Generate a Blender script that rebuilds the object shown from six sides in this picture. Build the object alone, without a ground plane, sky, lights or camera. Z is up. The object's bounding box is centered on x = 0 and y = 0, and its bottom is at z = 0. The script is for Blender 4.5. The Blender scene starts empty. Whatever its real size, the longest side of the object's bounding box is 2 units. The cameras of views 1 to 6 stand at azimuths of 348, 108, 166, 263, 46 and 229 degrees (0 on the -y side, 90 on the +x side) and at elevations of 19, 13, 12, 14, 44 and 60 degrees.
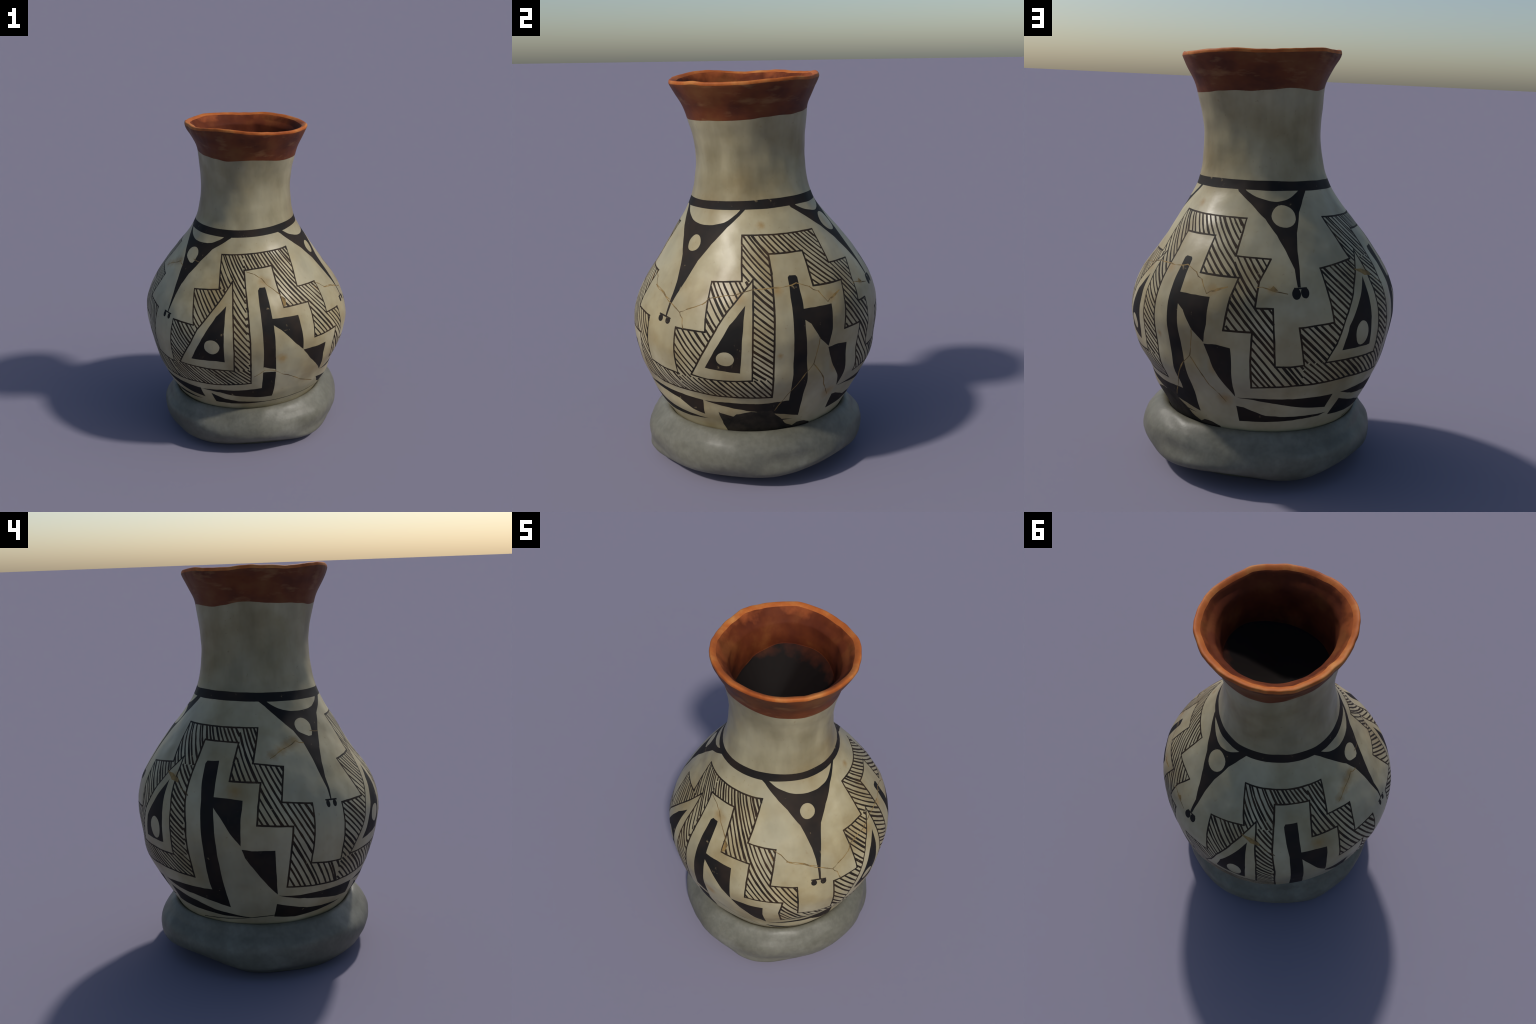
"""A painted clay water jar standing in a ring cushion.

The jar wall is one smooth surface, radius(azimuth, height), thrown slightly out of
round.  The black design is cut into that surface (a constrained triangulation of the
unrolled wall) so every painted motif is a mesh of its own lying flush in the wall.
Azimuths are in degrees, 0 towards -y and growing towards +x; heights in metres.
"""
import math
import random

import bpy
import numpy as np
from mathutils import Vector, noise
from mathutils.geometry import delaunay_2d_cdt

random.seed(7)

# ------------------------------------------------------------------ wall shapes
# harmonic of the azimuth, cosine or sine, knot heights, amplitude at each knot
JAR_WALL = [
    (0, "c", [0.2, 0.28, 0.36, 0.45, 0.55, 0.65, 0.75, 0.85, 0.93, 1.0, 1.07, 1.13, 1.19, 1.25, 1.31, 1.36, 1.42, 1.5, 1.58, 1.65, 1.72, 1.78, 1.83, 1.88, 1.92, 1.955, 1.98], [0.4502, 0.4851, 0.5199, 0.5566, 0.5945, 0.62, 0.6356, 0.6276, 0.5999, 0.559, 0.5115, 0.471, 0.4269, 0.3818, 0.3435, 0.3186, 0.2974, 0.2812, 0.2731, 0.2745, 0.2834, 0.2944, 0.3046, 0.328, 0.3486, 0.3661, 0.3725]),
    (1, "c", [0.2, 0.5, 0.75, 0.9, 1.05, 1.2, 1.35, 1.5, 1.65, 1.8, 1.88, 1.96], [0.0108, 0.0124, 0.0042, -0.0107, -0.0241, -0.0108, 0.0095, 0.0146, 0.0165, 0.0223, 0.0251, 0.0221]),
    (1, "s", [0.2, 0.5, 0.75, 0.9, 1.05, 1.2, 1.35, 1.5, 1.65, 1.8, 1.88, 1.96], [-0.0081, -0.0052, -0.0021, -0.0038, -0.0059, 0.0033, 0.0129, 0.0236, 0.0319, 0.0487, 0.0595, 0.0606]),
    (2, "c", [0.2, 0.5, 0.8, 1.0, 1.2, 1.4, 1.65, 1.8, 1.96], [-0.0058, -0.0011, -0.004, -0.0009, 0.0009, -0.0015, -0.0015, -0.0, -0.0014]),
    (2, "s", [0.2, 0.5, 0.8, 1.0, 1.2, 1.4, 1.65, 1.8, 1.96], [-0.0001, 0.0116, 0.0047, 0.0014, -0.0005, -0.0029, 0.0057, 0.0086, 0.0108]),
    (3, "c", [0.2, 0.6, 1.0, 1.4, 1.75, 1.96], [-0.0009, -0.0055, 0.0043, -0.0024, -0.0022, 0.0025]),
    (3, "s", [0.2, 0.6, 1.0, 1.4, 1.75, 1.96], [0.0019, -0.0052, 0.0008, -0.002, -0.0056, -0.0007]),
    (4, "c", [0.2, 0.8, 1.3, 1.8, 1.96], [-0.0005, -0.0007, 0.0002, 0.0026, -0.0001]),
    (4, "s", [0.2, 0.8, 1.3, 1.8, 1.96], [0.0008, 0.001, 0.0013, -0.0005, 0.0002]),
]
RING_WALL = [
    (0, "c", [0, 0.02, 0.04, 0.06, 0.085, 0.11, 0.14, 0.17, 0.2, 0.23, 0.26], [0.4317, 0.4605, 0.4919, 0.5279, 0.5509, 0.5627, 0.5683, 0.5673, 0.5594, 0.5348, 0.5064]),
    (1, "c", [0, 0.035, 0.08, 0.14, 0.2, 0.26], [0.0487, 0.0458, 0.0203, 0.0165, 0.0174, 0.0182]),
    (1, "s", [0, 0.035, 0.08, 0.14, 0.2, 0.26], [-0.0122, -0.0054, 0.0029, -0.0001, 0.0024, 0.0179]),
    (2, "c", [0, 0.035, 0.08, 0.14, 0.2, 0.26], [-0.0146, -0.0169, -0.0065, -0.0003, -0.0021, -0.0041]),
    (2, "s", [0, 0.035, 0.08, 0.14, 0.2, 0.26], [0.0038, 0.0126, 0.0001, 0.0019, 0.0015, -0.0027]),
    (3, "c", [0, 0.035, 0.08, 0.14, 0.2, 0.26], [-0.0104, -0.0135, -0.0029, -0.0046, -0.0077, 0.0022]),
    (3, "s", [0, 0.035, 0.08, 0.14, 0.2, 0.26], [0.0099, 0.0038, 0.0034, 0.0016, 0.0025, -0.001]),
    (4, "c", [0, 0.035, 0.08, 0.14, 0.2, 0.26], [0.0019, 0.0034, 0.0025, 0.0006, -0.0002, 0.0031]),
    (4, "s", [0, 0.035, 0.08, 0.14, 0.2, 0.26], [0.0036, 0.0136, 0.0051, -0.0001, 0.0078, 0.0001]),
    (5, "c", [0, 0.035, 0.08, 0.14, 0.2, 0.26], [-0.0113, -0.0238, -0.007, -0.0007, -0.0003, 0.0006]),
    (5, "s", [0, 0.035, 0.08, 0.14, 0.2, 0.26], [0.0006, -0.0028, -0.0038, 0.0008, -0.0012, 0.0007]),
    (6, "c", [0, 0.05, 0.12, 0.22], [0.0028, 0.0048, -0.0015, -0.0004]),
    (6, "s", [0, 0.05, 0.12, 0.22], [0.007, 0.008, 0.0025, 0.0008]),
    (7, "c", [0, 0.05, 0.12, 0.22], [0.0005, -0.0038, -0.0009, 0.0003]),
    (7, "s", [0, 0.05, 0.12, 0.22], [-0.0049, -0.0007, -0.0022, -0.0021]),
    (8, "c", [0, 0.05, 0.12, 0.22], [-0.0008, -0.0021, 0.002, 0.0021]),
    (8, "s", [0, 0.05, 0.12, 0.22], [0.0007, -0.0024, 0.0009, -0.0028]),
]

LIP_HEIGHT = [1.9775, -0.0021, -0.02, 0.0045, -0.0036, 0.0013, -0.0024, -0.0001, -0.0019, -0.0005, -0.0025]
SLIP_EDGE = [1.798, -0.0071, -0.0216, 0.0018, -0.0032, 0.0017, 0.0031, 0.0034, 0.0, -0.0007, -0.0001, 0.0024, 0.0028]


def spline(knots, values, z):
    """Natural cubic spline, held constant beyond its ends."""
    k, v = np.array(knots, float), np.array(values, float)
    n, h = len(k), np.diff(k)
    a, b = np.zeros((n, n)), np.zeros(n)
    a[0, 0] = a[-1, -1] = 1
    for i in range(1, n - 1):
        a[i, i - 1:i + 2] = h[i - 1], 2 * (h[i - 1] + h[i]), h[i]
        b[i] = 6 * ((v[i + 1] - v[i]) / h[i] - (v[i] - v[i - 1]) / h[i - 1])
    m = np.linalg.solve(a, b)
    z = np.clip(z, k[0], k[-1])
    i = np.clip(np.searchsorted(k, z, side="right") - 1, 0, n - 2)
    q = (z - k[i]) / h[i]
    p = 1 - q
    return p * v[i] + q * v[i + 1] + ((p**3 - p) * m[i] + (q**3 - q) * m[i + 1]) * h[i] ** 2 / 6


def wall(table, th, z):
    return sum(spline(k, v, z) * (np.sin(n * th) if part == "s" else np.cos(n * th)) for n, part, k, v in table)


def harmonics(c, th):
    out = np.full(np.shape(th), c[0], float)
    for i in range(1, len(c)):
        n = (i + 1) // 2
        out = out + c[i] * (np.cos(n * th) if i % 2 else np.sin(n * th))
    return out


def lumps(x, y, z, size, seed=0.0):
    """Smooth random swelling of about the given size: a sum of waves in random directions."""
    gen = np.random.default_rng(int(seed * 10) + 5)
    out = 0
    for _ in range(9):
        d = gen.normal(size=3)
        d *= gen.uniform(0.6, 1.3) * math.pi / size / np.linalg.norm(d)
        out = out + np.sin(d[0] * x + d[1] * y + d[2] * z + gen.uniform(0, 6.28))
    return out / 3.0


FOOT, SHOULDER = 0.09, 1.45
# where the potter's hand left the wall fuller or flatter: azimuth, width, height, reach, amount
DENTS = [(150, 46, 0.57, 0.075, 0.022), (190, 48, 0.38, 0.06, -0.009), (74, 26, 0.47, 0.07, -0.021), (0, 900, 1.24, 0.07, 0.005), (46, 26, 1.05, 0.13, 0.013), (57, 18, 0.71, 0.10, 0.009), (-52, 22, 1.08, 0.10, 0.009), (-54, 28, 1.42, 0.10, -0.011), (120, 22, 1.43, 0.10, -0.008), (-80, 25, 0.5, 0.1, 0.006)]


def jar_radius(th, z):
    th, z = np.broadcast_arrays(np.asarray(th, float), np.asarray(z, float))
    r = wall(JAR_WALL, th, np.maximum(z, 0.25))
    for deg, wide, height, tall, out in DENTS:
        r = r + out * np.exp(-((((np.degrees(th) - deg + 180) % 360 - 180) / wide) ** 2) - ((z - height) / tall) ** 2)
    tuck = np.clip((0.41 - z) / 0.15, 0, 1)
    r = r - 0.018 * tuck * tuck * (3 - 2 * tuck)
    below = np.clip((0.25 - z) / (0.25 - FOOT), 0, 1)
    r = r - 0.09 * below - 0.06 * below**2
    x, y = r * np.sin(th), -r * np.cos(th)
    swell = 0.0022 * lumps(x, y, z, 0.16) + 0.0009 * lumps(x, y, z, 0.05, 9.0)
    return r + swell


def jar_point(th, z):
    r = jar_radius(th, z)
    return np.stack([r * np.sin(th), -r * np.cos(th), np.broadcast_to(z, np.shape(r))], -1)


def jar_normal(th, z):
    e = 2e-3
    r = jar_radius(th, z)
    dt = (jar_radius(th + e, z) - jar_radius(th - e, z)) / (2 * e)
    dz = (jar_radius(th, z + e) - jar_radius(th, z - e)) / (2 * e)
    s, c = np.sin(th), np.cos(th)
    n = np.stack([s - dt / r * c, -c - dt / r * s, -dz], -1)
    return n / np.linalg.norm(n, axis=-1, keepdims=True)


# ------------------------------------------------------------------ materials
def material(name, rough, bump=0.0, bump_scale=60.0):
    m = bpy.data.materials.new(name)
    m.use_nodes = True
    t = m.node_tree
    s = t.nodes["Principled BSDF"]
    s.inputs["Roughness"].default_value = rough
    s.inputs["Specular IOR Level"].default_value = 0.28
    co = t.nodes.new("ShaderNodeTexCoord").outputs["Object"]
    if bump:
        n = noise_node(t, co, bump_scale, 5)
        b = t.nodes.new("ShaderNodeBump")
        b.inputs["Strength"].default_value = bump
        b.inputs["Distance"].default_value = 0.004
        t.links.new(n, b.inputs["Height"])
        t.links.new(b.outputs["Normal"], s.inputs["Normal"])
    return m, t, s, co


def noise_node(t, co, scale, detail=3, stretch=(1, 1, 1), shift=0.0, rough=0.55):
    p = t.nodes.new("ShaderNodeMapping")
    p.inputs["Scale"].default_value = stretch
    p.inputs["Location"].default_value = (shift, shift * 0.7, -shift)
    n = t.nodes.new("ShaderNodeTexNoise")
    n.inputs["Scale"].default_value = scale
    n.inputs["Detail"].default_value = detail
    n.inputs["Roughness"].default_value = rough
    t.links.new(co, p.inputs["Vector"])
    t.links.new(p.outputs["Vector"], n.inputs["Vector"])
    return n.outputs["Fac"]


def ramp(t, fac, *stops):
    r = t.nodes.new("ShaderNodeValToRGB")
    el = r.color_ramp.elements
    while len(el) < len(stops):
        el.new(0.5)
    for e, (pos, col) in zip(el, stops):
        e.position, e.color = pos, (*col, 1) if len(col) == 3 else (col[0], col[0], col[0], 1)
    t.links.new(fac, r.inputs["Fac"])
    return r.outputs["Color"]


def mix(t, fac, a, b, kind="MIX"):
    n = t.nodes.new("ShaderNodeMix")
    n.data_type, n.blend_type = "RGBA", kind
    for s, v in ((n.inputs["Factor"], fac), (n.inputs["A"], a), (n.inputs["B"], b)):
        if hasattr(v, "is_linked"):
            t.links.new(v, s)
        else:
            s.default_value = v if isinstance(v, (int, float)) else (*v, 1)
    return n.outputs["Result"]


def blot(t, co, centre, radius, soft=0.6, wobble=0.25):
    """Mask: 1 inside a ragged spot around a place on the wall, 0 outside."""
    sub = t.nodes.new("ShaderNodeVectorMath")
    sub.operation = "DISTANCE"
    sub.inputs[1].default_value = centre
    t.links.new(co, sub.inputs[0])
    n = noise_node(t, co, 1.6 / radius, 4, shift=centre[0] * 3)
    k = t.nodes.new("ShaderNodeMath")
    k.operation = "MULTIPLY_ADD"
    k.inputs[1].default_value = radius * wobble * 4
    t.links.new(n, k.inputs[0])
    t.links.new(sub.outputs["Value"], k.inputs[2])
    r = t.nodes.new("ShaderNodeMapRange")
    edge = radius * (1 + wobble * 2)
    r.inputs["From Min"].default_value = edge
    r.inputs["From Max"].default_value = edge - radius * soft
    t.links.new(k.outputs[0], r.inputs["Value"])
    return r.outputs["Result"]


def spot(deg, z):
    return tuple(jar_point(np.array(math.radians(deg)), np.array(z)))


CREAM, CREAM_PALE, CREAM_TAN, CREAM_GREY = (0.330, 0.278, 0.160), (0.392, 0.341, 0.216), (0.262, 0.205, 0.104), (0.275, 0.258, 0.182)
STAINS = [(-73, 1.175, 0.035), (-78, 1.16, 0.04), (-83, 1.143, 0.04), (-88, 1.125, 0.035), (145, 0.958, 0.035), (170, 0.978, 0.028), (113.5, 1.285, 0.028), (3, 1.1, 0.05), (8, 0.66, 0.045), (96, 0.76, 0.02), (119, 0.715, 0.02),
          (-108, 0.985, 0.05), (100, 0.985, 0.04), (119, 1.01, 0.035), (148, 0.62, 0.05), (-141, 1.03, 0.03), (150, 0.45, 0.05)]


def cream_colour(t, co):
    c = ramp(t, noise_node(t, co, 3.2, 5), (0.36, CREAM_TAN), (0.5, CREAM), (0.63, CREAM_PALE))
    grey = ramp(t, noise_node(t, co, 2.2, 4, shift=15), (0.46, (0.0,)), (0.66, (0.5,)))
    c = mix(t, grey, c, CREAM_GREY)
    streak = ramp(t, noise_node(t, co, 9, 3, (1, 1, 0.18)), (0.35, (0.87,)), (0.62, (1.05,)))
    c = mix(t, 0.75, c, streak, "MULTIPLY")
    fleck = ramp(t, noise_node(t, co, 55, 3, shift=4), (0.66, (0.0,)), (0.76, (0.5,)))
    c = mix(t, fleck, c, (0.22, 0.16, 0.08))
    for deg, z, rad in STAINS:
        f = t.nodes.new("ShaderNodeMath")
        f.operation = "MULTIPLY"
        f.inputs[1].default_value = 0.7
        t.links.new(blot(t, co, spot(deg, z), rad, 0.9), f.inputs[0])
        c = mix(t, f.outputs[0], c, (0.25, 0.15, 0.045))
    return c


def make_materials():
    out = {}
    m, t, s, co = material("cream_slip", 0.37, 0.10, 40)
    t.links.new(cream_colour(t, co), s.inputs["Base Color"])
    out["cream"] = m
    m, t, s, co = material("neck_slip", 0.38, 0.10, 40)
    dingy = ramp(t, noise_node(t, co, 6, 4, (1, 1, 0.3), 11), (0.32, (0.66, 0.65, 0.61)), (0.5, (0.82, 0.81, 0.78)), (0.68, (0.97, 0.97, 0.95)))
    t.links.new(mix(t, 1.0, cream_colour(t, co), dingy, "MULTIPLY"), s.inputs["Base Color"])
    out["neck"] = m
    for name, thin in (("black", 0.0), ("brown_line", 1.0)):
        m, t, s, co = material(name + "_paint", 0.62, 0.08, 50)
        s.inputs["Specular IOR Level"].default_value = 0.14
        base = ramp(t, noise_node(t, co, 5, 4, shift=2), (0.34, (0.024, 0.016, 0.011)), (0.6, (0.010, 0.009, 0.008)))
        if thin:
            base = ramp(t, noise_node(t, co, 9, 4, shift=2), (0.35, (0.036, 0.021, 0.011)), (0.65, (0.014, 0.011, 0.008)))
        worn = ramp(t, noise_node(t, co, 22, 6, shift=7, rough=0.7), (0.65, (0.0,)), (0.70, (0.8,)))
        scratch = ramp(t, noise_node(t, co, 26, 3, (1, 1, 0.16), 21), (0.70, (0.0,)), (0.75, (0.5,)))
        where = ramp(t, noise_node(t, co, 3.5, 2, shift=9), (0.45, (0.0,)), (0.6, (1.0,)))
        base = mix(t, mix(t, 1.0, scratch, where, "MULTIPLY"), base, (0.17, 0.12, 0.065))
        t.links.new(mix(t, worn, base, (0.20, 0.15, 0.08)), s.inputs["Base Color"])
        out[name] = m
    m, t, s, co = material("crack_filler", 0.75, 0.2, 90)
    c = ramp(t, noise_node(t, co, 18, 3), (0.38, (0.085, 0.055, 0.022)), (0.68, (0.27, 0.17, 0.055)))
    t.links.new(c, s.inputs["Base Color"])
    out["crack"] = m
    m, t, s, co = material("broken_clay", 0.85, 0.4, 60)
    c = ramp(t, noise_node(t, co, 14, 4), (0.35, (0.008, 0.006, 0.004)), (0.7, (0.03, 0.022, 0.014)))
    t.links.new(c, s.inputs["Base Color"])
    out["chip"] = m
    m, t, s, co = material("red_slip", 0.5, 0.15, 45)
    s.inputs["Specular IOR Level"].default_value = 0.18
    c = ramp(t, noise_node(t, co, 6, 5, (1, 1, 1.6)), (0.3, (0.075, 0.020, 0.009)), (0.5, (0.125, 0.034, 0.011)), (0.72, (0.155, 0.058, 0.018)))
    f = ramp(t, noise_node(t, co, 8, 4, (1, 1, 3.6), 3), (0.56, (0.0,)), (0.72, (0.65,)))
    t.links.new(mix(t, f, c, (0.22, 0.11, 0.045)), s.inputs["Base Color"])
    out["red"] = m
    m, t, s, co = material("worn_lip", 0.55, 0.2, 45)
    s.inputs["Specular IOR Level"].default_value = 0.14
    c = ramp(t, noise_node(t, co, 8, 5, (1, 1, 0.5), 1), (0.3, (0.27, 0.062, 0.013)), (0.52, (0.38, 0.102, 0.021)), (0.72, (0.48, 0.20, 0.055)))
    t.links.new(c, s.inputs["Base Color"])
    out["lip"] = m
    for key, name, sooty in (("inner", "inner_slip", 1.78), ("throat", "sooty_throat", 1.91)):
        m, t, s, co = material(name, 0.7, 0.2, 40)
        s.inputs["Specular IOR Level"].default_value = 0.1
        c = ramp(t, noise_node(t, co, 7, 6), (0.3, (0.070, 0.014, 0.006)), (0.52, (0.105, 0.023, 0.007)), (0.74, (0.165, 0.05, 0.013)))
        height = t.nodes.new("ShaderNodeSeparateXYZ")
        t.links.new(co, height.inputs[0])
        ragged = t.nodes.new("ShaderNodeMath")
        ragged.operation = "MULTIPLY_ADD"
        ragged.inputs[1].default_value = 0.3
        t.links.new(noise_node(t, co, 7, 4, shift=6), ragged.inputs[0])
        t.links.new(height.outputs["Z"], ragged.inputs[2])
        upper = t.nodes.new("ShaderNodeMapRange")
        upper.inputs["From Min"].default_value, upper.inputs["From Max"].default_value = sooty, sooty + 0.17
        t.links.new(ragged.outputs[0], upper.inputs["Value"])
        c = mix(t, upper.outputs["Result"], (0.006, 0.004, 0.0035), c)  # red turning near-black with depth, along a ragged edge
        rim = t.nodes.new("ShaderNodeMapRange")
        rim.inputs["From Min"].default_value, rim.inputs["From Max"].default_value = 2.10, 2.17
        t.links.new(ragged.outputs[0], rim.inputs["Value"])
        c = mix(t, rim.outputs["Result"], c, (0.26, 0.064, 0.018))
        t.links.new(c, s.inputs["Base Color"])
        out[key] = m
    m, t, s, co = material("bare_inner_clay", 0.9, 0.2, 30)
    c = ramp(t, noise_node(t, co, 6, 4), (0.35, (0.006, 0.0055, 0.005)), (0.7, (0.010, 0.009, 0.008)))
    t.links.new(c, s.inputs["Base Color"])
    s.inputs["Specular IOR Level"].default_value = 0.05
    out["hollow"] = m
    m, t, s, co = material("cushion_cloth", 0.44, 0.12, 70)
    c = ramp(t, noise_node(t, co, 5, 5, (1, 1, 1.3)), (0.32, (0.104, 0.099, 0.075)), (0.52, (0.132, 0.127, 0.099)), (0.70, (0.166, 0.162, 0.132)))
    f = ramp(t, noise_node(t, co, 40, 4, shift=5), (0.4, (0.92,)), (0.6, (1.05,)))
    t.links.new(mix(t, 1.0, c, f, "MULTIPLY"), s.inputs["Base Color"])
    out["cushion"] = m
    return out


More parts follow.
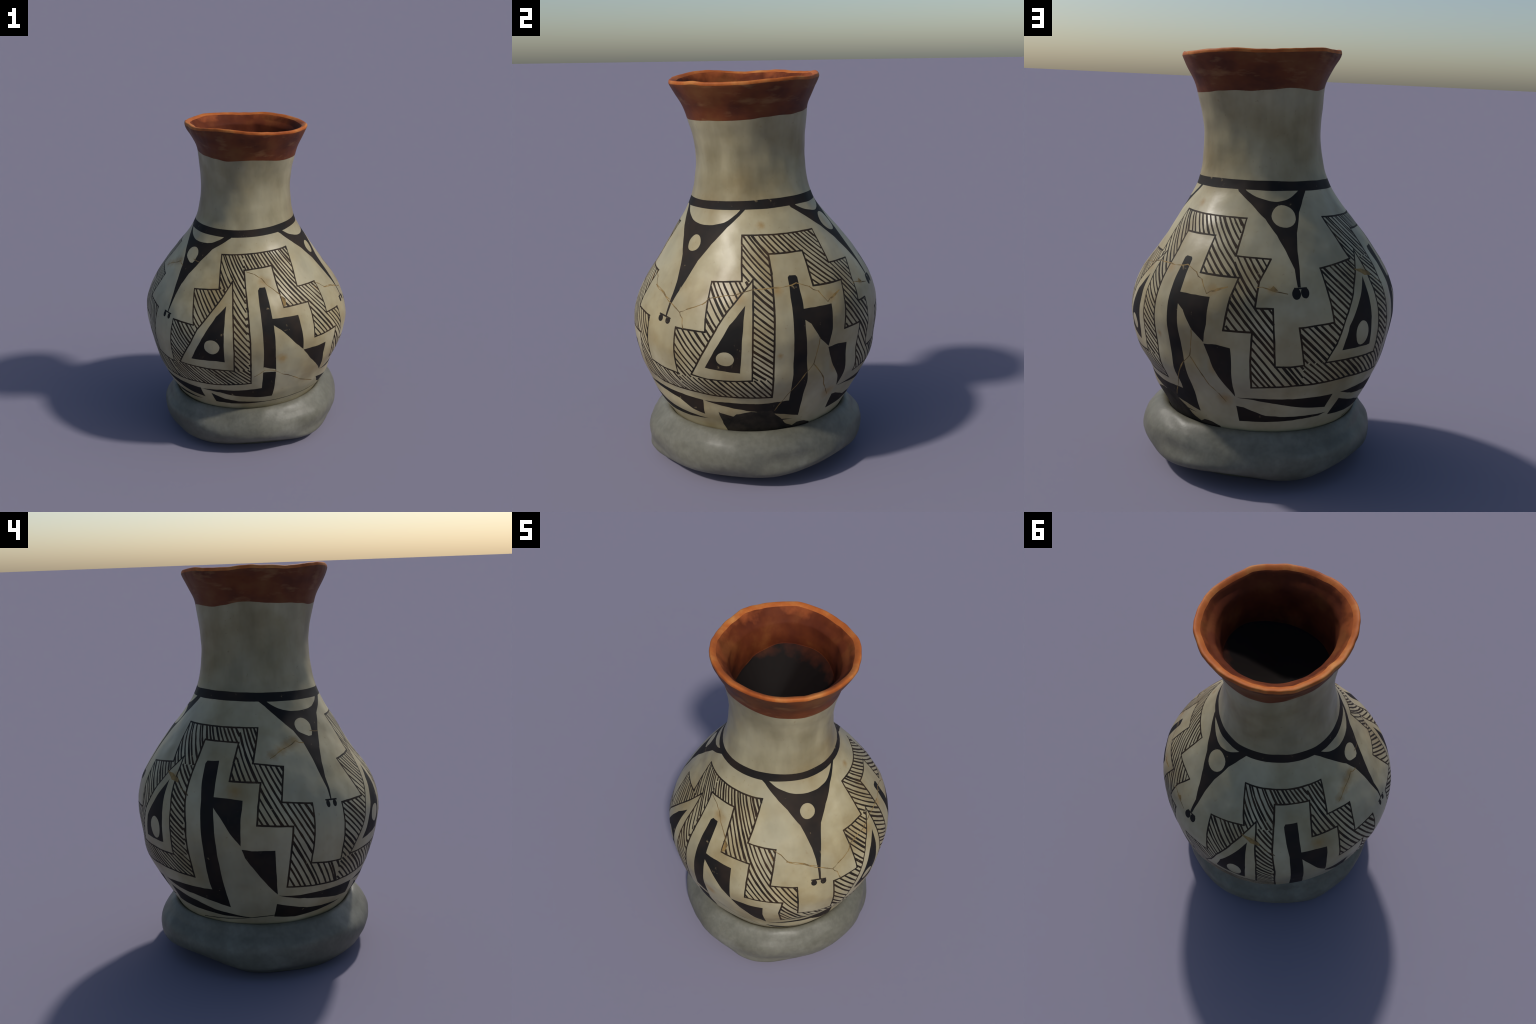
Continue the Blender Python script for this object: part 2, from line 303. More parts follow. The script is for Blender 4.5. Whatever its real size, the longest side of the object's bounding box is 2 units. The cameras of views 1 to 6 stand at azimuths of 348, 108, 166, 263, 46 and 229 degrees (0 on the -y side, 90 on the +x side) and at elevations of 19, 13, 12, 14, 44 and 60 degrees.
# ------------------------------------------------------------------ the painted design
# Three panels run round the jar, each between two pendants.  A hatched ribbon steps up
# from under one pendant, arches over a black bar and steps down to the next pendant.
#   top/under: upper and lower edge of the ribbon, base: its foot line, hole: the white
#   triangle it encloses, then the solid black motifs of the panel.
#   slopes: fall of the hatching (degrees) in eight cells along the ribbon.
PANELS = [
    dict(
        top=[(-58.1, 0.6), (-56.6, 0.883), (-41.6, 0.878), (-47, 1.063), (-29, 1.071), (-30.3, 1.251), (31.8, 1.256), (26.5, 1.044), (43.1, 1.035), (40.7, 0.857), (53.8, 0.844), (54.4, 0.622)],
        base=[(-85, 0.502), (-72, 0.488), (-58.8, 0.479), (-44.4, 0.483), (-33.3, 0.484), (-23.1, 0.491), (-10, 0.501)],
        under=[(-9.4, 0.781), (-9.7, 0.961), (-10.8, 1.17), (11.8, 1.179), (12, 1.071), (12.5, 0.958), (29.5, 0.954), (29, 0.85), (28.4, 0.745), (46.8, 0.743), (45.1, 0.635), (46.4, 0.528)],
        hole=[(-19.7, 1.113), (-31.8, 0.958), (-39.1, 0.857), (-43.3, 0.763), (-52.5, 0.615), (-34.3, 0.606), (-19.1, 0.602), (-18.3, 0.726), (-18.3, 0.886), (-18.9, 0.999)],
        triangle=[(-23, 0.99), (-23.3, 0.885), (-23.7, 0.761), (-23.9, 0.663), (-28.5, 0.669), (-43.6, 0.662), (-34.1, 0.843), (-28.6, 0.935)],
        dot=(-30.4, 0.761, 4.3, 0.044),
        bar=[(-2.1, 1.061), (-0.8, 1.074), (3.3, 1.073), (3.7, 1.057), (3.8, 0.976), (3.9, 0.946), (4.2, 0.868), (4.1, 0.727), (4.6, 0.573), (4.6, 0.435), (3.7, 0.371), (-4.1, 0.373), (-13, 0.387), (-21.6, 0.398), (-30.1, 0.418), (-42.9, 0.43), (-29.6, 0.443), (-21, 0.442), (-12.6, 0.447), (-3.5, 0.454), (-2.9, 0.587), (-2.4, 0.714), (-2.4, 0.816), (-2.6, 0.925)],
        flag=[[(4.3, 0.912), (20.1, 0.903), (20.3, 0.85), (20.5, 0.761), (20.7, 0.69), (16.1, 0.742), (9.6, 0.826), (4.4, 0.89)],
              [(20.8, 0.687), (29, 0.68), (37.3, 0.677), (36.9, 0.6), (38.3, 0.473), (25.8, 0.613)]],
        leaf=[[(38.5, 0.471), (48.2, 0.475), (57.8, 0.466), (69.4, 0.455), (79.7, 0.448), (79, 0.363), (72, 0.382), (64.2, 0.425), (55.8, 0.443)],
              [(37.6, 0.416), (45.3, 0.396), (56.2, 0.367), (68.1, 0.348), (80, 0.335), (68.1, 0.326), (50.2, 0.325), (41.8, 0.36)],
              [(-36.5, 0.404), (-28.1, 0.366), (-19.3, 0.343), (-5, 0.33), (5, 0.323), (-15, 0.319), (-35.8, 0.323)]],
        slopes=(50, 50, 56, 58, 58, 58, 56, 46), gaps=(0.021, 0.021, 0.0215, 0.0222, 0.0222, 0.0222, 0.0215, 0.019)),
    dict(
        top=[(71.9, 0.6), (72.2, 0.831), (86.8, 0.828), (85.7, 1.041), (102, 1.05), (100.2, 1.242), (153.8, 1.245), (152.3, 1.098), (169.4, 1.093), (164.6, 1.008), (163.4, 0.9), (170.6, 0.901), (172.5, 0.642)],
        base=[(46.4, 0.528), (56.7, 0.505), (67.1, 0.498), (78.7, 0.494), (89.9, 0.487), (100.7, 0.486), (116.1, 0.482)],
        under=[(116.2, 0.6), (116.4, 0.779), (116.9, 0.929), (117.3, 1.081), (116.6, 1.163), (137.9, 1.166), (137.4, 1.018), (155.6, 1.016), (153.2, 0.935), (151.3, 0.795), (162.8, 0.797), (162.4, 0.665), (163.2, 0.535)],
        hole=[(107.6, 1.058), (102.8, 1.005), (96.2, 0.926), (92.8, 0.868), (87.7, 0.764), (82.2, 0.66), (79.2, 0.608), (86.5, 0.592), (93.9, 0.588), (106.7, 0.591), (107.3, 0.783), (107.7, 0.932)],
        triangle=[(104.1, 0.952), (103.5, 0.885), (102.7, 0.757), (101.6, 0.633), (94.5, 0.641), (86.1, 0.653), (92, 0.762), (97.6, 0.868)],
        dot=(95.4, 0.705, 3.9, 0.036),
        bar=[(125.2, 1.063), (126, 1.071), (129.5, 1.07), (130.2, 1.062), (130.1, 1.018), (130.2, 0.948), (130.2, 0.907), (130.3, 0.841), (131.2, 0.73), (132.8, 0.572), (133.2, 0.453), (133.2, 0.342), (124.2, 0.366), (117.1, 0.38), (102.8, 0.406), (91.6, 0.426), (80.3, 0.446), (92, 0.451), (100.3, 0.448), (111.5, 0.445), (125.6, 0.451), (125.2, 0.522), (125.3, 0.649), (124.9, 0.769), (124.9, 0.899), (124.9, 0.961)],
        flag=[[(128.7, 0.927), (144.5, 0.929), (144, 0.811), (142.5, 0.725), (137.4, 0.777), (133, 0.854), (129.4, 0.898)],
              [(142.5, 0.719), (148.3, 0.724), (154.1, 0.716), (154.6, 0.632), (155.4, 0.469), (150.2, 0.554), (146.4, 0.613)]],
        leaf=[[(155.7, 0.466), (166.8, 0.472), (177.5, 0.473), (188.3, 0.475), (202, 0.476), (201.1, 0.4), (186.8, 0.42), (175.2, 0.444), (164.1, 0.461)],
              [(155.2, 0.415), (159, 0.411), (170.2, 0.371), (177.9, 0.366), (203.8, 0.363), (200, 0.351), (182.7, 0.34), (170.4, 0.332), (156.1, 0.325)],
              [(87.9, 0.386), (94.9, 0.369), (105, 0.354), (120.1, 0.337), (130.1, 0.327), (110, 0.322), (88.4, 0.323)]],
        slopes=(55, 55, 42, 42, 42, 54, 42, 52), gaps=(0.0225, 0.0225, 0.0215, 0.0215, 0.0215, 0.0215, 0.0215, 0.0205)),
    dict(
        top=[(184.4, 0.648), (181.2, 0.821), (196.1, 0.835), (192.9, 1.057), (212.5, 1.081), (206.7, 1.252), (264.3, 1.241), (260.7, 1.096), (276.7, 1.075), (274.6, 1), (273, 0.929), (287.2, 0.908), (287, 0.82), (285.7, 0.619)],
        base=[(163.2, 0.535), (171.7, 0.542), (181.6, 0.55), (192, 0.554), (206.2, 0.563), (218.8, 0.556), (230.6, 0.545)],
        under=[(230.1, 0.702), (230.1, 0.831), (228.6, 0.981), (228.9, 1.098), (229, 1.19), (252, 1.182), (250.4, 1.102), (249.4, 1.025), (264.2, 1.016), (262.7, 0.918), (262, 0.834), (277.3, 0.817), (275.9, 0.643), (275, 0.502)],
        hole=[(218.8, 1.11), (213.6, 1.049), (208.4, 0.973), (201.5, 0.847), (197.8, 0.739), (193.7, 0.653), (206, 0.654), (221.2, 0.651), (221.5, 0.76), (221.2, 0.895), (220.1, 0.98), (219.6, 1.066)],
        triangle=[(215.9, 1.008), (215.7, 0.953), (216.2, 0.832), (215.9, 0.704), (200.8, 0.702), (203.4, 0.809), (209.4, 0.909)],
        dot=(210.6, 0.768, 3.6, 0.056),
        bar=[(234.7, 1.093), (235.4, 1.105), (242.3, 1.107), (242.6, 1.033), (242.7, 0.965), (243, 0.92), (243.6, 0.82), (244.1, 0.68), (244.9, 0.54), (246.1, 0.379), (236.6, 0.405), (227.3, 0.427), (216.3, 0.446), (206.3, 0.478), (218.7, 0.487), (229.4, 0.484), (238.1, 0.482), (237.8, 0.57), (237.8, 0.702), (237.5, 0.84), (237, 0.94), (235.7, 1.016)],
        flag=[[(242.6, 0.958), (250.2, 0.953), (256.1, 0.945), (255.1, 0.849), (254.8, 0.735), (250.4, 0.797), (246.7, 0.865), (243.5, 0.927)],
              [(255.1, 0.718), (259.3, 0.71), (269.3, 0.705), (269.8, 0.589), (270.6, 0.46), (266, 0.517), (260.3, 0.601), (256.3, 0.671)]],
        leaf=[[(270.9, 0.453), (279.9, 0.444), (288.9, 0.443), (301.6, 0.439), (316.5, 0.433), (317.2, 0.355), (306.3, 0.372), (296.8, 0.393), (289, 0.409), (280.1, 0.427)],
              [(270.5, 0.403), (275.8, 0.387), (287.6, 0.354), (297.9, 0.339), (313.8, 0.329), (299.5, 0.313), (281.7, 0.303), (269.6, 0.318)],
              [(207.7, 0.439), (215.9, 0.41), (225.5, 0.385), (235.6, 0.352), (250.2, 0.328), (256.7, 0.316), (240.4, 0.318), (220.7, 0.332), (206.2, 0.344)]],
        slopes=(49, 49, 49, 49, 65, 65, 42, 45), gaps=(0.0205, 0.0205, 0.0205, 0.0205, 0.022, 0.022, 0.0195, 0.019)),
]
# hanging from the neck band: left and right flank down to the stem, the pale crescent
# left open under the band, the pale spot, and the forked tail with its two beads
PENDANTS = [
    dict(left=[(24.7, 1.363), (32.1, 1.328), (40, 1.28), (50.6, 1.212), (58.6, 1.134), (61, 1.091), (63.8, 1.022), (64.8, 0.968), (65, 0.921), (65, 0.867)],
         right=[(65.9, 0.867), (66.3, 0.921), (67.4, 0.962), (70.1, 1.045), (72.8, 1.119), (79.6, 1.196), (88.7, 1.273), (101.2, 1.351), (103.2, 1.367)],
         crescent=[(33.1, 1.354), (43.1, 1.31), (55.1, 1.283), (64.6, 1.274), (75, 1.276), (86.9, 1.294), (98.5, 1.354)],
         spot=(65, 1.191, 5.4, 0.037, 0.0), fork=(61.1, 68.2, 0.873, 0.863), beads=[(62.2, 0.855, 1.5, 0.016), (67, 0.852, 1.5, 0.016)]),
    dict(left=[(140.4, 1.37), (142.5, 1.351), (154.8, 1.303), (165.7, 1.246), (172.8, 1.184), (177.2, 1.123), (180.4, 1.056), (180.9, 0.987)],
         right=[(182.2, 0.987), (182.8, 1.056), (183, 1.123), (184.6, 1.194), (189.4, 1.275), (195.4, 1.326), (200.4, 1.361), (201, 1.379)],
         crescent=[(146.7, 1.362), (158.4, 1.33), (172.9, 1.314), (183.3, 1.327), (194.5, 1.369)],
         spot=(177.9, 1.259, 8.1, 0.044, 0.0), fork=(179.6, 184.6, 0.983, 0.984), beads=[(180.2, 0.962, 1.9, 0.023), (183.9, 0.966, 1.8, 0.022)]),
    dict(left=[(262.5, 1.38), (264.6, 1.36), (271.4, 1.331), (280.7, 1.276), (289.1, 1.217), (293.1, 1.161), (295, 1.091), (296.3, 1.017), (297.3, 0.957), (297.3, 0.904)],
         right=[(297.9, 0.904), (298.5, 0.951), (298.9, 1.004), (300.5, 1.069), (303.7, 1.129), (310.2, 1.202), (319.1, 1.271), (337.5, 1.339), (341.1, 1.361)],
         crescent=[(269.1, 1.371), (279, 1.328), (289.6, 1.303), (302.2, 1.297), (316.1, 1.302), (327.8, 1.332), (333.2, 1.361)],
         spot=(298.4, 1.231, 6.7, 0.036, 1.0), fork=(294.6, 300.5, 0.91, 0.903), beads=[(295.4, 0.892, 1.1, 0.017), (299.2, 0.888, 1.1, 0.016)]),
]
CRACKS = [
    [(-89.6, 1.112), (-84.6, 1.134), (-78.4, 1.152), (-71.9, 1.175), (-67, 1.161)],
    [(-57.5, 1.205), (-50.4, 1.197)],
    [(-135.3, 0.981), (-132.6, 0.97), (-130.2, 0.954)],
    [(48.9, 0.98), (58.4, 0.962), (65.3, 0.94)],
    [(42, 1.033), (46.2, 1.01), (50.4, 0.976), (56.1, 0.964), (61.6, 0.943), (67.1, 0.925), (72.9, 0.897), (74.9, 0.876), (76.1, 0.832)],
    [(73, 0.9), (76.2, 0.916), (83.6, 0.946), (86.2, 0.973), (93.8, 0.988), (101.7, 1.003), (106.9, 1.017), (117.6, 1.024), (124.1, 1.028), (128.9, 1.038), (135.2, 1.017), (139.2, 0.993), (142.9, 0.94)],
    [(142.9, 0.94), (146.2, 0.959), (151.5, 0.977)],
    [(163.8, 0.983), (167.8, 0.981), (171.6, 0.97), (176.5, 0.962)],
    [(39.8, 1.017), (41.5, 0.989)],
    [(137.3, 0.78), (136.8, 0.724), (135.4, 0.648), (131.6, 0.606), (126.9, 0.533), (122, 0.454), (118.1, 0.398)],
    [(135.8, 0.641), (139.9, 0.588), (143.4, 0.517), (150.2, 0.432)],
    [(-8.1, 0.553), (-1.9, 0.595), (3.8, 0.582), (8.9, 0.542), (15.1, 0.509), (22.6, 0.456), (33.6, 0.407)],
    [(-9.1, 1.162), (-3.1, 1.145), (1.8, 1.119), (4.8, 1.083), (10, 1.044), (13, 1.01)],
]
CHIPS = [[(-148.1, 1.041), (-143.3, 1.036), (-138.1, 1.018), (-137.5, 1.0), (-142.5, 1.008)], [(144.6, 0.949), (147.1, 0.967), (151.5, 0.979), (148.2, 0.957)],
         [(168.7, 0.975), (170.6, 0.994), (172.4, 0.973)], [(12.4, 1.02), (15.2, 1.0), (14.2, 0.968), (12.4, 0.96)]]
BAND = [1.372, -0.0105, -0.001, 0.0, 0.0]          # mid height of the black neck band

PX = 0.5                                           # azimuth (radians) to sheet width


def metric(deg, z):
    """Surface metres per sheet unit, sideways and upwards, at one place."""
    th = math.radians(deg)
    r = lambda zz: float(sum(np.interp(zz, k, v) * (math.sin(n * th) if q == "s" else math.cos(n * th)) for n, q, k, v in JAR_WALL if n < 2))
    slope = (r(z + 0.02) - r(z - 0.02)) / 0.04
    return r(z) / PX, math.hypot(1, slope)


def sheet(p):
    return math.radians(p[0]) * PX, p[1]


def unsheet(p):
    return math.degrees(p[0] / PX), p[1]


class Design:
    """Collects flat outlines on the unrolled wall: (points, part name, owner, rank)."""

    def __init__(self):
        self.shapes = []

    def add(self, pts, part, owner, rank):
        self.shapes.append((pts, part, owner, rank))

    def fill(self, pts, part, owner, rank, wobble=0.0022, smooth=False):
        """A hand-brushed patch: edges cut into short strokes that waver a little."""
        q = [sheet(p) for p in pts]
        if smooth:
            q = round_off(q, 2)
        out = []
        for i, a in enumerate(q):
            b = q[(i + 1) % len(q)]
            sx, sz = metric(*unsheet(a))
            n = max(1, round(math.hypot((b[0] - a[0]) * sx, (b[1] - a[1]) * sz) / 0.022))
            for k in range(n):
                x, z = a[0] + (b[0] - a[0]) * k / n, a[1] + (b[1] - a[1]) * k / n
                w = noise.noise_vector(Vector((x * 40, z * 22, rank)))
                out.append((x + w.x * wobble / sx, z + w.y * wobble / sz))
        self.add(out, part, owner, rank)

    def oval(self, deg, z, rx, rz, part, owner, rank, point=0.0):
        pts = []
        for k in range(22):
            a = 2 * math.pi * k / 22
            f = 1 + point * 0.45 * math.exp(-(((a - 5.1) / 0.45) ** 2)) + 0.05 * noise.noise(Vector((a * 1.3, deg, z)))
            pts.append(sheet((deg + rx * math.cos(a) * f, z + rz * math.sin(a) * f)))
        self.add(pts, part, owner, rank)

    def stroke(self, pts, width, part, owner, rank, step=0.03, uneven=0.3, close=False, cap=0.45):
        """A brushed line of uneven width, built as a chain of short quads."""
        q = [sheet(p) for p in pts] + ([sheet(pts[0])] if close else [])
        for a, b in zip(q, q[1:]):
            sx, sz = metric(*unsheet(((a[0] + b[0]) / 2, (a[1] + b[1]) / 2)))
            dx, dz = (b[0] - a[0]) * sx, (b[1] - a[1]) * sz
            length = math.hypot(dx, dz)
            if length < 1e-5:
                continue
            ux, uz = dx / length, dz / length
            n = max(1, round(length / step))
            left, right = [], []
            for k in range(n + 1):
                t = k / n
                along = t * length + (-width * cap if k == 0 else width * cap if k == n else 0)
                x, z = a[0] * sx + ux * along, a[1] * sz + uz * along
                h = width / 2 * (1 + uneven * noise.noise(Vector((x * 30, z * 30, 3.0 + rank))))
                off = 0.0012 * noise.noise(Vector((x * 22, z * 22, 8.0)))
                left.append(((x - uz * (h + off)) / sx, (z + ux * (h + off)) / sz))
                right.append(((x + uz * (h - off)) / sx, (z - ux * (h - off)) / sz))
            self.add(left + right[::-1], part, owner, rank)


def round_off(q, passes=1):
    for _ in range(passes):
        q = [p for a, b in zip(q, q[1:] + q[:1]) for p in ((0.8 * a[0] + 0.2 * b[0], 0.8 * a[1] + 0.2 * b[1]), (0.2 * a[0] + 0.8 * b[0], 0.2 * a[1] + 0.8 * b[1]))]
    return q


def inside(poly, x, z):
    """Which of the points (x, z) lie in the outline, by counting crossings."""
    p = np.array(poly)
    hit = np.zeros(np.shape(x), bool)
    for (x0, z0), (x1, z1) in zip(p, np.roll(p, -1, 0)):
        if z0 != z1:
            hit ^= ((z0 > z) != (z1 > z)) & (x < x0 + (z - z0) * (x1 - x0) / (z1 - z0))
    return hit


def hatch_panel(design, k, panel, rng):
    """Slanting brush lines, clipped to the ribbon, in cells that each have a slope."""
    top, base, under, hole = panel["top"], panel["base"], panel["under"], panel["hole"]
    nxt = PANELS[(k + 1) % 3]
    turn = 360 if k == 2 else 0
    tail = [(d + turn, z) for d, z in nxt["base"]]
    corner = (nxt["top"][0][0] + turn, nxt["top"][0][1])
    # ribbon from its own foot corner to the foot corner of the next panel
    foot = [p for p in base if p[0] > top[0][0] - 1]
    reach = [p for p in tail if p[0] < corner[0] - 0.5]
    foot_z = np.interp(corner[0], [p[0] for p in tail], [p[1] for p in tail])
    own_z = np.interp(top[0][0], [p[0] for p in base], [p[1] for p in base])
    ring = list(top) + [corner, (corner[0], foot_z)] + reach[::-1] + under[::-1] + foot[::-1] + [(top[0][0], own_z)]
    apex = hole[0]
    inner_left = min((p for p in under if p[1] > 1.15), key=lambda p: p[0])
    arch_r = max((p for p in under if p[1] > 1.15), key=lambda p: p[0])
    step_r = min((p for p in top if p[0] > arch_r[0] and p[1] > 1.03 and p[1] < 1.2), key=lambda p: p[0])
    foot_top = min(z for _, z in hole) + 0.004
    stair_z, arch_z = top[2][1], top[4][1]
    last_under = under[-1][0]

    def cell_of(d, z):
        c = np.full(d.shape, 5)
        c[(d < step_r[0])] = 4
        c[(d < arch_r[0]) & (z > 1.1)] = 3
        c[d < inner_left[0]] = 6
        c[(d < inner_left[0]) & (z > arch_z)] = 2
        left = d < np.interp(z, [foot_top, apex[1]], [apex[0] - 2, apex[0]])
        c[left & (z <= arch_z)] = 1
        c[left & (z <= stair_z)] = 0
        c[(z < foot_top) & (d < last_under - 20)] = 7
        return c

    # cells with one slope and one gap share their lines, so strokes run on between them
    mean_r = 0.53
    steps = np.arange(-1.5, 1.5, 0.003)
    d0, d1 = min(p[0] for p in ring), max(p[0] for p in ring)
    mid = math.radians((d0 + d1) / 2)
    for slope, gap in sorted(set(zip(panel["slopes"], panel["gaps"]))):
        cells = [i for i, sg in enumerate(zip(panel["slopes"], panel["gaps"])) if sg == (slope, gap)]
        a = math.radians(slope)
        nx, nz = math.sin(a), math.cos(a)                 # across the lines
        dx, dz = math.cos(a), -math.sin(a)                # along the lines
        for row in np.arange(-1.6, 1.6, gap):
            off = row + rng.uniform(-0.09, 0.09) * gap
            tilt = rng.uniform(-0.012, 0.012)
            width = 0.0096 * rng.choice([0.85, 0.95, 1.0, 1.0, 1.1, 1.35])
            x = nx * off + (dx + nx * tilt) * steps
            z = 0.85 + nz * off + (dz + nz * tilt) * steps
            d = np.degrees(mid + x / mean_r)
            ok = (z > 0.44) & (z < 1.29) & (d > d0) & (d < d1)
            if not ok.any():
                continue
            ok &= inside(ring, d, z) & ~inside(hole, d, z) & np.isin(cell_of(d, z), cells)
            runs = np.flatnonzero(np.diff(np.concatenate([[0], ok.astype(int), [0]])))
            for i, j in zip(runs[::2], runs[1::2]):
                if j - i > 4:
                    design.stroke([(d[i], z[i]), (d[j - 1], z[j - 1])], width, "hatching", "panel", 2, step=0.03, uneven=0.35, cap=0.1)


def draw_design():
    d = Design()
    rng = random.Random(11)
    line = 0.0084
    for k, p in enumerate(PANELS):
        hatch_panel(d, k, p, rng)
        d.stroke(p["top"], line, "ribbon_outline", "panel", 3)
        nxt = PANELS[(k + 1) % 3]
        corner = (nxt["top"][0][0] + (360 if k == 2 else 0), nxt["top"][0][1])
        d.stroke([p["top"][-1], ((p["top"][-1][0] + corner[0]) / 2, (p["top"][-1][1] + corner[1]) / 2 - 0.004), corner], line, "ribbon_outline", "panel", 3)
        d.stroke(p["base"] + p["under"], line * 1.1, "ribbon_outline", "panel", 3)
        d.stroke(p["hole"], line, "ribbon_outline", "panel", 3, close=True)
        d.fill(p["triangle"], "black_triangle", "panel", 3)
        d.oval(*p["dot"], "pale_dot", "panel", 5)
        d.fill(p["bar"], "black_bar", "panel", 3)
        for f in p["flag"]:
            west = min(g for g, _ in p["flag"][0])
            d.fill([(g - 1.6 if g < west + 1.2 else g, z) for g, z in f], "black_flag", "panel", 3)
        for f in p["leaf"]:
            d.fill(f, "black_leaf", "panel", 3)
    for p in PENDANTS:
        d.fill(p["left"] + p["right"], "pendant", "pendant", 3, wobble=0.0014)
        c = p["crescent"]
        d.fill(c + [(c[-1][0] - 2, 1.385), (c[0][0] + 2, 1.385)], "pale_crescent", "pendant", 4, wobble=0.0014, smooth=True)
        a, b, z, w, tip = p["spot"]
        d.oval(a, b, z, w, "pale_dot", "pendant", 5, point=tip)
        l, r, z0, z1 = p["fork"]
        d.stroke([(l, z0), (r, z1)], 0.0075, "pendant_tail", "pendant", 3, step=0.012)
        for b in p["beads"]:
            d.oval(*b, "pendant_tail", "pendant", 3)
    for side in range(6):
        degs = [side * 60 + i * 5 - 180 for i in range(13)]
        mid = [harmonics(BAND, np.array(math.radians(g))) for g in degs]
        half = [0.0205 + 0.002 * noise.noise(Vector((math.cos(math.radians(g)) * 3, math.sin(math.radians(g)) * 3, 1))) for g in degs]
        d.add([sheet((g, m + h)) for g, m, h in zip(degs, mid, half)] + [sheet((g, m - h)) for g, m, h in list(zip(degs, mid, half))[::-1]], "neck_band", "band", 6)
    d.stroke([(g, 0.322 + 0.003 * math.sin(math.radians(g * 3 + 40))) for g in range(-25, 50, 10)], 0.0055, "foot_line", "band", 3)
    d.stroke([(g, 0.309 + 0.001 * (g - 250)) for g in range(225, 276, 10)], 0.005, "foot_line", "band", 3)
    for c in CRACKS:
        wander = [c[0]]
        for a, b in zip(c, c[1:]):
            wander += [((a[0] + b[0]) / 2 + rng.uniform(-0.4, 0.4), (a[1] + b[1]) / 2 + rng.uniform(-0.004, 0.004)), b]
        d.stroke(wander, 0.0042, "crack", "wear", 7, step=0.012, uneven=1.0)
    d.fill([(-2.6, 0.618), (1, 0.602), (4.2, 0.591), (4.6, 0.572), (-3.4, 0.581)], "paint_loss", "wear", 6)
    for chip in CHIPS:
        d.fill(chip, "filled_chip", "wear", 7, wobble=0.004)
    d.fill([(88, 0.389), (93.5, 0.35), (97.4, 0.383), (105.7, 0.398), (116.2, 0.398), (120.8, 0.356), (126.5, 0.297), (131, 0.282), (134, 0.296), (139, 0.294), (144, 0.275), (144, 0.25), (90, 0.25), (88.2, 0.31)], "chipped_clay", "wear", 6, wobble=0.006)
    return d


# ------------------------------------------------------------------ meshes
def mesh_object(name, verts, faces, mat, normals=None, parent=None):
    me = bpy.data.meshes.new(name)
    me.from_pydata([tuple(v) for v in verts], [], faces)
    me.materials.append(mat)
    me.polygons.foreach_set("use_smooth", [True] * len(me.polygons))
    if normals is not None:
        me.normals_split_custom_set_from_vertices([tuple(n) for n in normals])
    ob = bpy.data.objects.new(name, me)
    bpy.context.scene.collection.objects.link(ob)
    if parent is not None:
        ob.parent = parent
    return ob


COLS = 240
PART_MATERIAL = dict(hatching="brown_line", ribbon_outline="brown_line", pale_dot="cream", neck="neck", pale_crescent="cream", crack="crack", filled_chip="crack", paint_loss="cream", chipped_clay="chip")


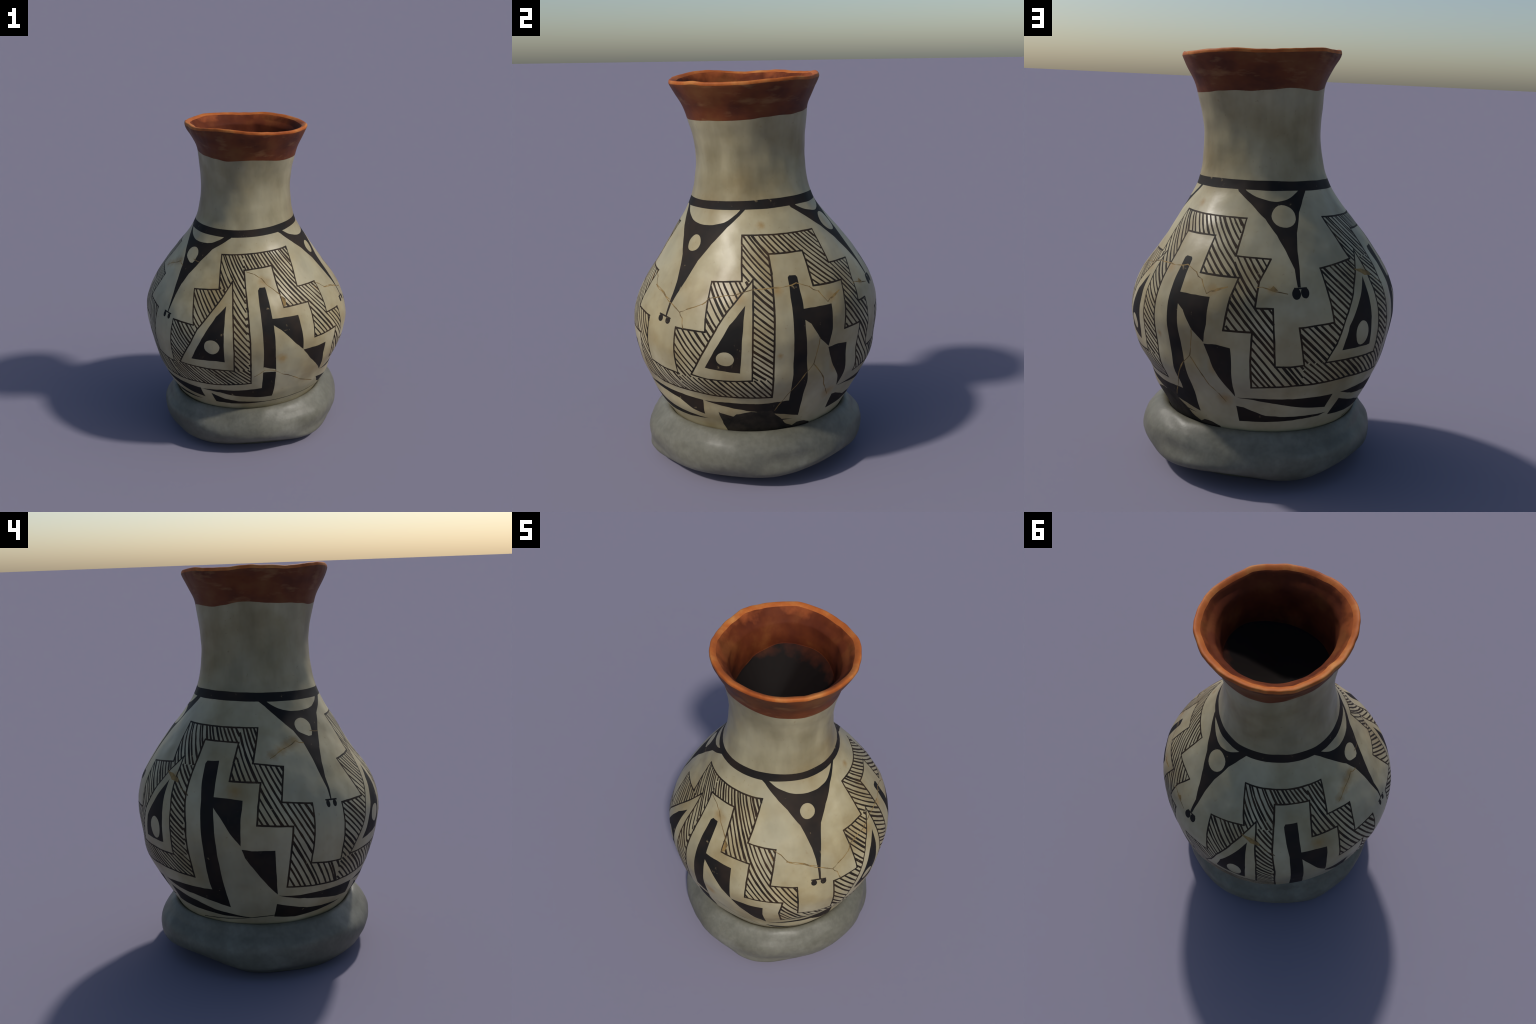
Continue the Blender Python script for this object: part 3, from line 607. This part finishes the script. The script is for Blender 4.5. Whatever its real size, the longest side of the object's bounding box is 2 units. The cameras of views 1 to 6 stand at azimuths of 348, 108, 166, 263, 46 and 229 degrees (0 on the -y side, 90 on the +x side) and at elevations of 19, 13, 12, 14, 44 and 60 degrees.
def build_wall(mats, jar):
    """Triangulate the unrolled wall along all painted edges, then wrap it round."""
    design = draw_design()
    left, right = -math.pi * PX, math.pi * PX
    rows = np.linspace(FOOT, SHOULDER, 98)
    pts, outlines = [], []
    for i, z in enumerate(rows):
        inner = 0 < i < len(rows) - 1
        for j in range(COLS + 1):
            shift = 0.5 * (i % 2) if inner and 0 < j < COLS else 0.0
            pts.append(Vector((left + (right - left) * (j + shift) / COLS, z)) if not (shift and j == COLS) else None)
    edges = [(i * (COLS + 1), (i + 1) * (COLS + 1)) for i in range(len(rows) - 1)]
    edges += [(i * (COLS + 1) + COLS, (i + 1) * (COLS + 1) + COLS) for i in range(len(rows) - 1)]
    span = right - left
    for n, (shape, part, grp, rank) in enumerate(design.shapes):
        xs = [x for x, _ in shape]
        for turn in (-span, 0, span):
            if min(xs) + turn < right + 1e-4 and max(xs) + turn > left - 1e-4:
                b = len(pts)
                pts += [Vector((x + turn, z)) for x, z in shape]
                edges += [(b + i, b + (i + 1) % len(shape)) for i in range(len(shape))]
                outlines.append((n, [(x + turn, z) for x, z in shape]))
    v, _, f, _, _, _ = delaunay_2d_cdt(pts, edges, [], 0, 1e-6)
    v = np.array([(p.x, p.y) for p in v])
    tri = np.array([t for t in f if len(t) == 3])
    mid = v[tri].mean(1)
    # the topmost outline over each triangle
    best, rank_at = np.full(len(tri), -1), np.full(len(tri), -1)
    order = np.argsort(mid[:, 0])
    sorted_x = mid[order, 0]
    for n, poly in outlines:
        p, rank = np.array(poly), design.shapes[n][3]
        some = order[np.searchsorted(sorted_x, p[:, 0].min()):np.searchsorted(sorted_x, p[:, 0].max())]
        some = some[(mid[some, 1] > p[:, 1].min()) & (mid[some, 1] < p[:, 1].max()) & (rank_at[some] < rank)]
        some = some[inside(poly, mid[some, 0], mid[some, 1])]
        best[some], rank_at[some] = n, rank
    keep = (mid[:, 0] > left) & (mid[:, 0] < right) & (mid[:, 1] > FOOT) & (mid[:, 1] < SHOULDER)
    ends = v.copy()
    # both sides of the seam fall on one azimuth
    ends[np.abs(ends[:, 0] - left) < 1e-5, 0] = left
    ends[np.abs(ends[:, 0] - right) < 1e-5, 0] = left
    th, z = ends[:, 0] / PX, ends[:, 1]
    xyz, nor = jar_point(th, z), jar_normal(th, z)
    groups = {}
    for t, top, ok in zip(tri, best, keep):
        if not ok:
            continue
        part = design.shapes[top][1] if top >= 0 else "body"
        if part == "body" and v[t, 1].mean() > harmonics(BAND, np.array(v[t, 0].mean() / PX)):
            part = "neck"
        if part in ("hatching", "ribbon_outline", "body", "neck", "crack", "foot_line", "neck_band"):
            key = (part, int(((v[t].mean(0)[0] / PX * 180 / math.pi + 60) % 360) // 120) if part in ("hatching", "ribbon_outline") else 0)
        else:
            key = (part, int(top))
        groups.setdefault(key, []).append(t)
    # pieces of one motif that the seam cut or that belong to one pendant share an object
    merged = {}
    for (part, n), tris in groups.items():
        if part == "pendant_tail":
            n = min(range(3), key=lambda k: abs(((design.shapes[n][0][0][0] / PX * 180 / math.pi) - PENDANTS[k]["fork"][0] + 180) % 360 - 180))
        merged.setdefault((part, n), []).extend(tris)
    for (part, n), tris in sorted(merged.items(), key=lambda g: (g[0][0], g[0][1])):
        used = np.unique(np.array(tris))
        at = {int(u): i for i, u in enumerate(used)}
        ob = mesh_object(part, xyz[used], [[at[int(i)] for i in t] for t in tris], mats[PART_MATERIAL.get(part, "cream" if part == "body" else "black")], nor[used], jar)
        if part in ("hatching", "ribbon_outline", "crack"):
            ob["kind"] = "stuff"


def strip(name, rings, mat, jar, normals=None, cap=False):
    """Quads between closed rings of COLS points, welded round the seam."""
    n = len(rings[0])
    verts = np.concatenate(rings)
    faces = [[i * n + j, i * n + (j + 1) % n, (i + 1) * n + (j + 1) % n, (i + 1) * n + j] for i in range(len(rings) - 1) for j in range(n)]
    if cap:
        verts = np.concatenate([verts, rings[-1].mean(0, keepdims=True)])
        b = (len(rings) - 1) * n
        faces += [[b + j, b + (j + 1) % n, len(verts) - 1] for j in range(n)]
    return mesh_object(name, verts, faces, mat, normals, jar)


def build_neck(mats, jar):
    th = np.linspace(-math.pi, math.pi, COLS, endpoint=False)
    ring3 = lambda seed, f: np.array([noise.noise(Vector((math.cos(a) * f, math.sin(a) * f, seed))) for a in th])
    lip = harmonics(LIP_HEIGHT, th) + 0.005 * ring3(1.7, 3.0) + 0.0032 * ring3(5.1, 6.0)
    lip += 2.0 - lip.max()
    slip = harmonics(SLIP_EDGE, th) + 0.003 * ring3(2.4, 5.0)
    out = []
    heights = [SHOULDER + (slip - SHOULDER) * t for t in np.linspace(0, 1, 24)] + [slip + (lip - 0.016 - slip) * t for t in np.linspace(0, 1, 14)[1:]]
    wavy = 0.004 * ring3(3.3, 4.0) + 0.0025 * ring3(7.9, 9.0)
    def outer(z):
        r = jar_radius(th, z)
        return r + wavy * np.clip((z - 1.86) / 0.1, 0, 1)
    def ring(r, z):
        return np.stack([r * np.sin(th), -r * np.cos(th), np.broadcast_to(z, th.shape)], -1)
    rings = [ring(outer(z), z) for z in heights]
    edge_r = outer(heights[-1]) - 0.003
    for inset, drop in ((-0.002, 0.007), (0.0, 0.0025), (0.004, 0.0), (0.012, 0.001), (0.021, 0.005), (0.031, 0.011), (0.041, 0.020), (0.052, 0.036)):
        rings.append(ring(edge_r - inset * (1 + 0.10 * ring3(6.0, 2.0)), lip - drop))
    deep = lip - 0.036
    last = np.hypot(rings[-1][:, 0], rings[-1][:, 1])
    floor = 1.745 + 0.06 * np.cos(th - 3.4) + 0.012 * ring3(8.8, 2.0)
    for t in np.linspace(0, 1, 28)[1:]:
        z = deep + (floor - deep) * t
        thick = np.interp(z, [1.63, 1.72, 1.78, 1.83, 1.88, 1.92, 1.95], [0.032, 0.033, 0.036, 0.043, 0.057, 0.068, 0.065])
        r = jar_radius(th, z) - thick + 0.004 * ring3(4.0 + 2 * t, 3.0)
        blend = min(t / 0.2, 1)
        rings.append(ring(last * (1 - blend) ** 2 + r * (1 - (1 - blend) ** 2), z))
    inner_end = len(rings)
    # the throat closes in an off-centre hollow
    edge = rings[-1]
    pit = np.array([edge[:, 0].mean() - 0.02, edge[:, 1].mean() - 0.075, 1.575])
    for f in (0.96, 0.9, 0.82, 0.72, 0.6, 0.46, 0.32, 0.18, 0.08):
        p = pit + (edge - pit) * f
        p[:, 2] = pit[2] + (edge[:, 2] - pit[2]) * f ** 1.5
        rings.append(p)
    # vertex normals of the whole wall, so the parts join without a visible edge
    grid = np.array(rings)
    du = np.roll(grid, -1, 1) - np.roll(grid, 1, 1)
    dv = np.gradient(grid, axis=0)
    nor = np.cross(du, dv)
    nor /= np.linalg.norm(nor, axis=-1, keepdims=True)
    nor[0] = jar_normal(th, heights[0])
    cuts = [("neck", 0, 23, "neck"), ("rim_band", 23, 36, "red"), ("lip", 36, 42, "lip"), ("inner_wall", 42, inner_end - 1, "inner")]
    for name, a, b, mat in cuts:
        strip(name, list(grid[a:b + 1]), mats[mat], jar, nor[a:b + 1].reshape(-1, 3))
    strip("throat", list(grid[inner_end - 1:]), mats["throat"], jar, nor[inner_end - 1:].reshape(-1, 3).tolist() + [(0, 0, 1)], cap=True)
    base = [ring(jar_radius(th, np.full(COLS, FOOT)), FOOT)]
    strip("foot", [base[0], ring(jar_radius(th, np.full(COLS, FOOT)) * 0.5, FOOT + 0.004)], mats["hollow"], jar, cap=True)


def build_cushion(mats):
    n = 220
    th = np.linspace(-math.pi, math.pi, n, endpoint=False)
    near = lambda deg, wide: np.exp(-((((np.degrees(th) - deg + 180) % 360 - 180) / wide) ** 2))
    slim = 0.018 * near(38, 28) + 0.014 * near(-48, 26) + 0.013 * near(172, 40)
    full = 0.008 * near(8, 30) + 0.011 * near(106, 20) + 0.010 * near(209, 18)
    fit = lambda z: wall(RING_WALL, th, np.full(n, z)) - slim * np.clip((z - 0.1) / 0.1, 0, 1) + full * math.exp(-(((z - 0.14) / 0.07) ** 2))
    ring = lambda r, z: np.stack([r * np.sin(th), -r * np.cos(th), np.broadcast_to(z, th.shape)], -1)
    rings = [ring(fit(z), z) for z in (0, 0.008, 0.016, 0.025, 0.035, 0.047, 0.06, 0.075, 0.09, 0.105, 0.12, 0.135, 0.15, 0.165, 0.18, 0.195, 0.21, 0.225)]
    # over the crest and down into the crease under the jar
    touch = jar_radius(th, np.full(n, 0.254)) + 0.001
    start, low_z, crest, crease = fit(0.225), 0.225, 0.275, 0.254
    for a in np.linspace(0, 1, 14)[1:]:
        up = math.sin(min(a / 0.72, 1) * math.pi / 2)
        down = max(0.0, (a - 0.72) / 0.28) ** 2
        rings.append(ring(start + (touch - start) * a, low_z + (crest - low_z) * up - (crest - crease) * down))
    for z in (0.245, 0.21, 0.17, 0.14, 0.10, 0.07):
        rings.append(ring(jar_radius(th, np.full(n, z)) + 0.004, z))
    low = np.minimum(fit(0) - 0.06, jar_radius(th, np.full(n, 0.07)) - 0.02)
    rings.append(ring(low + 0.012, 0.03))
    rings.append(ring(low + 0.03, 0.004))
    rings.append(ring((low + fit(0)) / 2 + 0.01, 0.0))
    grid = np.array(rings)
    x, y, z = grid[..., 0], grid[..., 1], grid[..., 2]
    rr = np.hypot(x, y)
    push = (0.0025 * lumps(x, y, z, 0.12, 3.0) + 0.0010 * lumps(x, y, z, 0.035, 6.0)) * np.clip(z / 0.03, 0, 1)
    push *= np.clip((rr - jar_radius(np.arctan2(x, -y), z)) / 0.02, 0, 1)
    grid[..., 0] *= 1 + push / rr
    grid[..., 1] *= 1 + push / rr
    grid[..., 2] += push * 0.5
    grid[..., 2] += 0.014 * near(222, 32) * np.clip(1 - grid[..., 2] / 0.1, 0, 1) * np.clip((rr - 0.36) / 0.05, 0, 1)
    m = len(rings)
    faces = [[i * n + j, i * n + (j + 1) % n, ((i + 1) % m) * n + (j + 1) % n, ((i + 1) % m) * n + j] for i in range(m) for j in range(n)]
    ob = mesh_object("ring_cushion", grid.reshape(-1, 3), faces, mats["cushion"])
    ob["label"] = "lumpy grey-green ring cushion the jar stands in"
    ob["category"] = "ring stand"
    return ob


def main():
    mats = make_materials()
    jar = bpy.data.objects.new("painted_jar", None)
    bpy.context.scene.collection.objects.link(jar)
    jar["label"] = "cream clay jar with black stepped hatching and flared red rim"
    jar["category"] = "pottery jar"
    build_wall(mats, jar)
    build_neck(mats, jar)
    build_cushion(mats)


main()
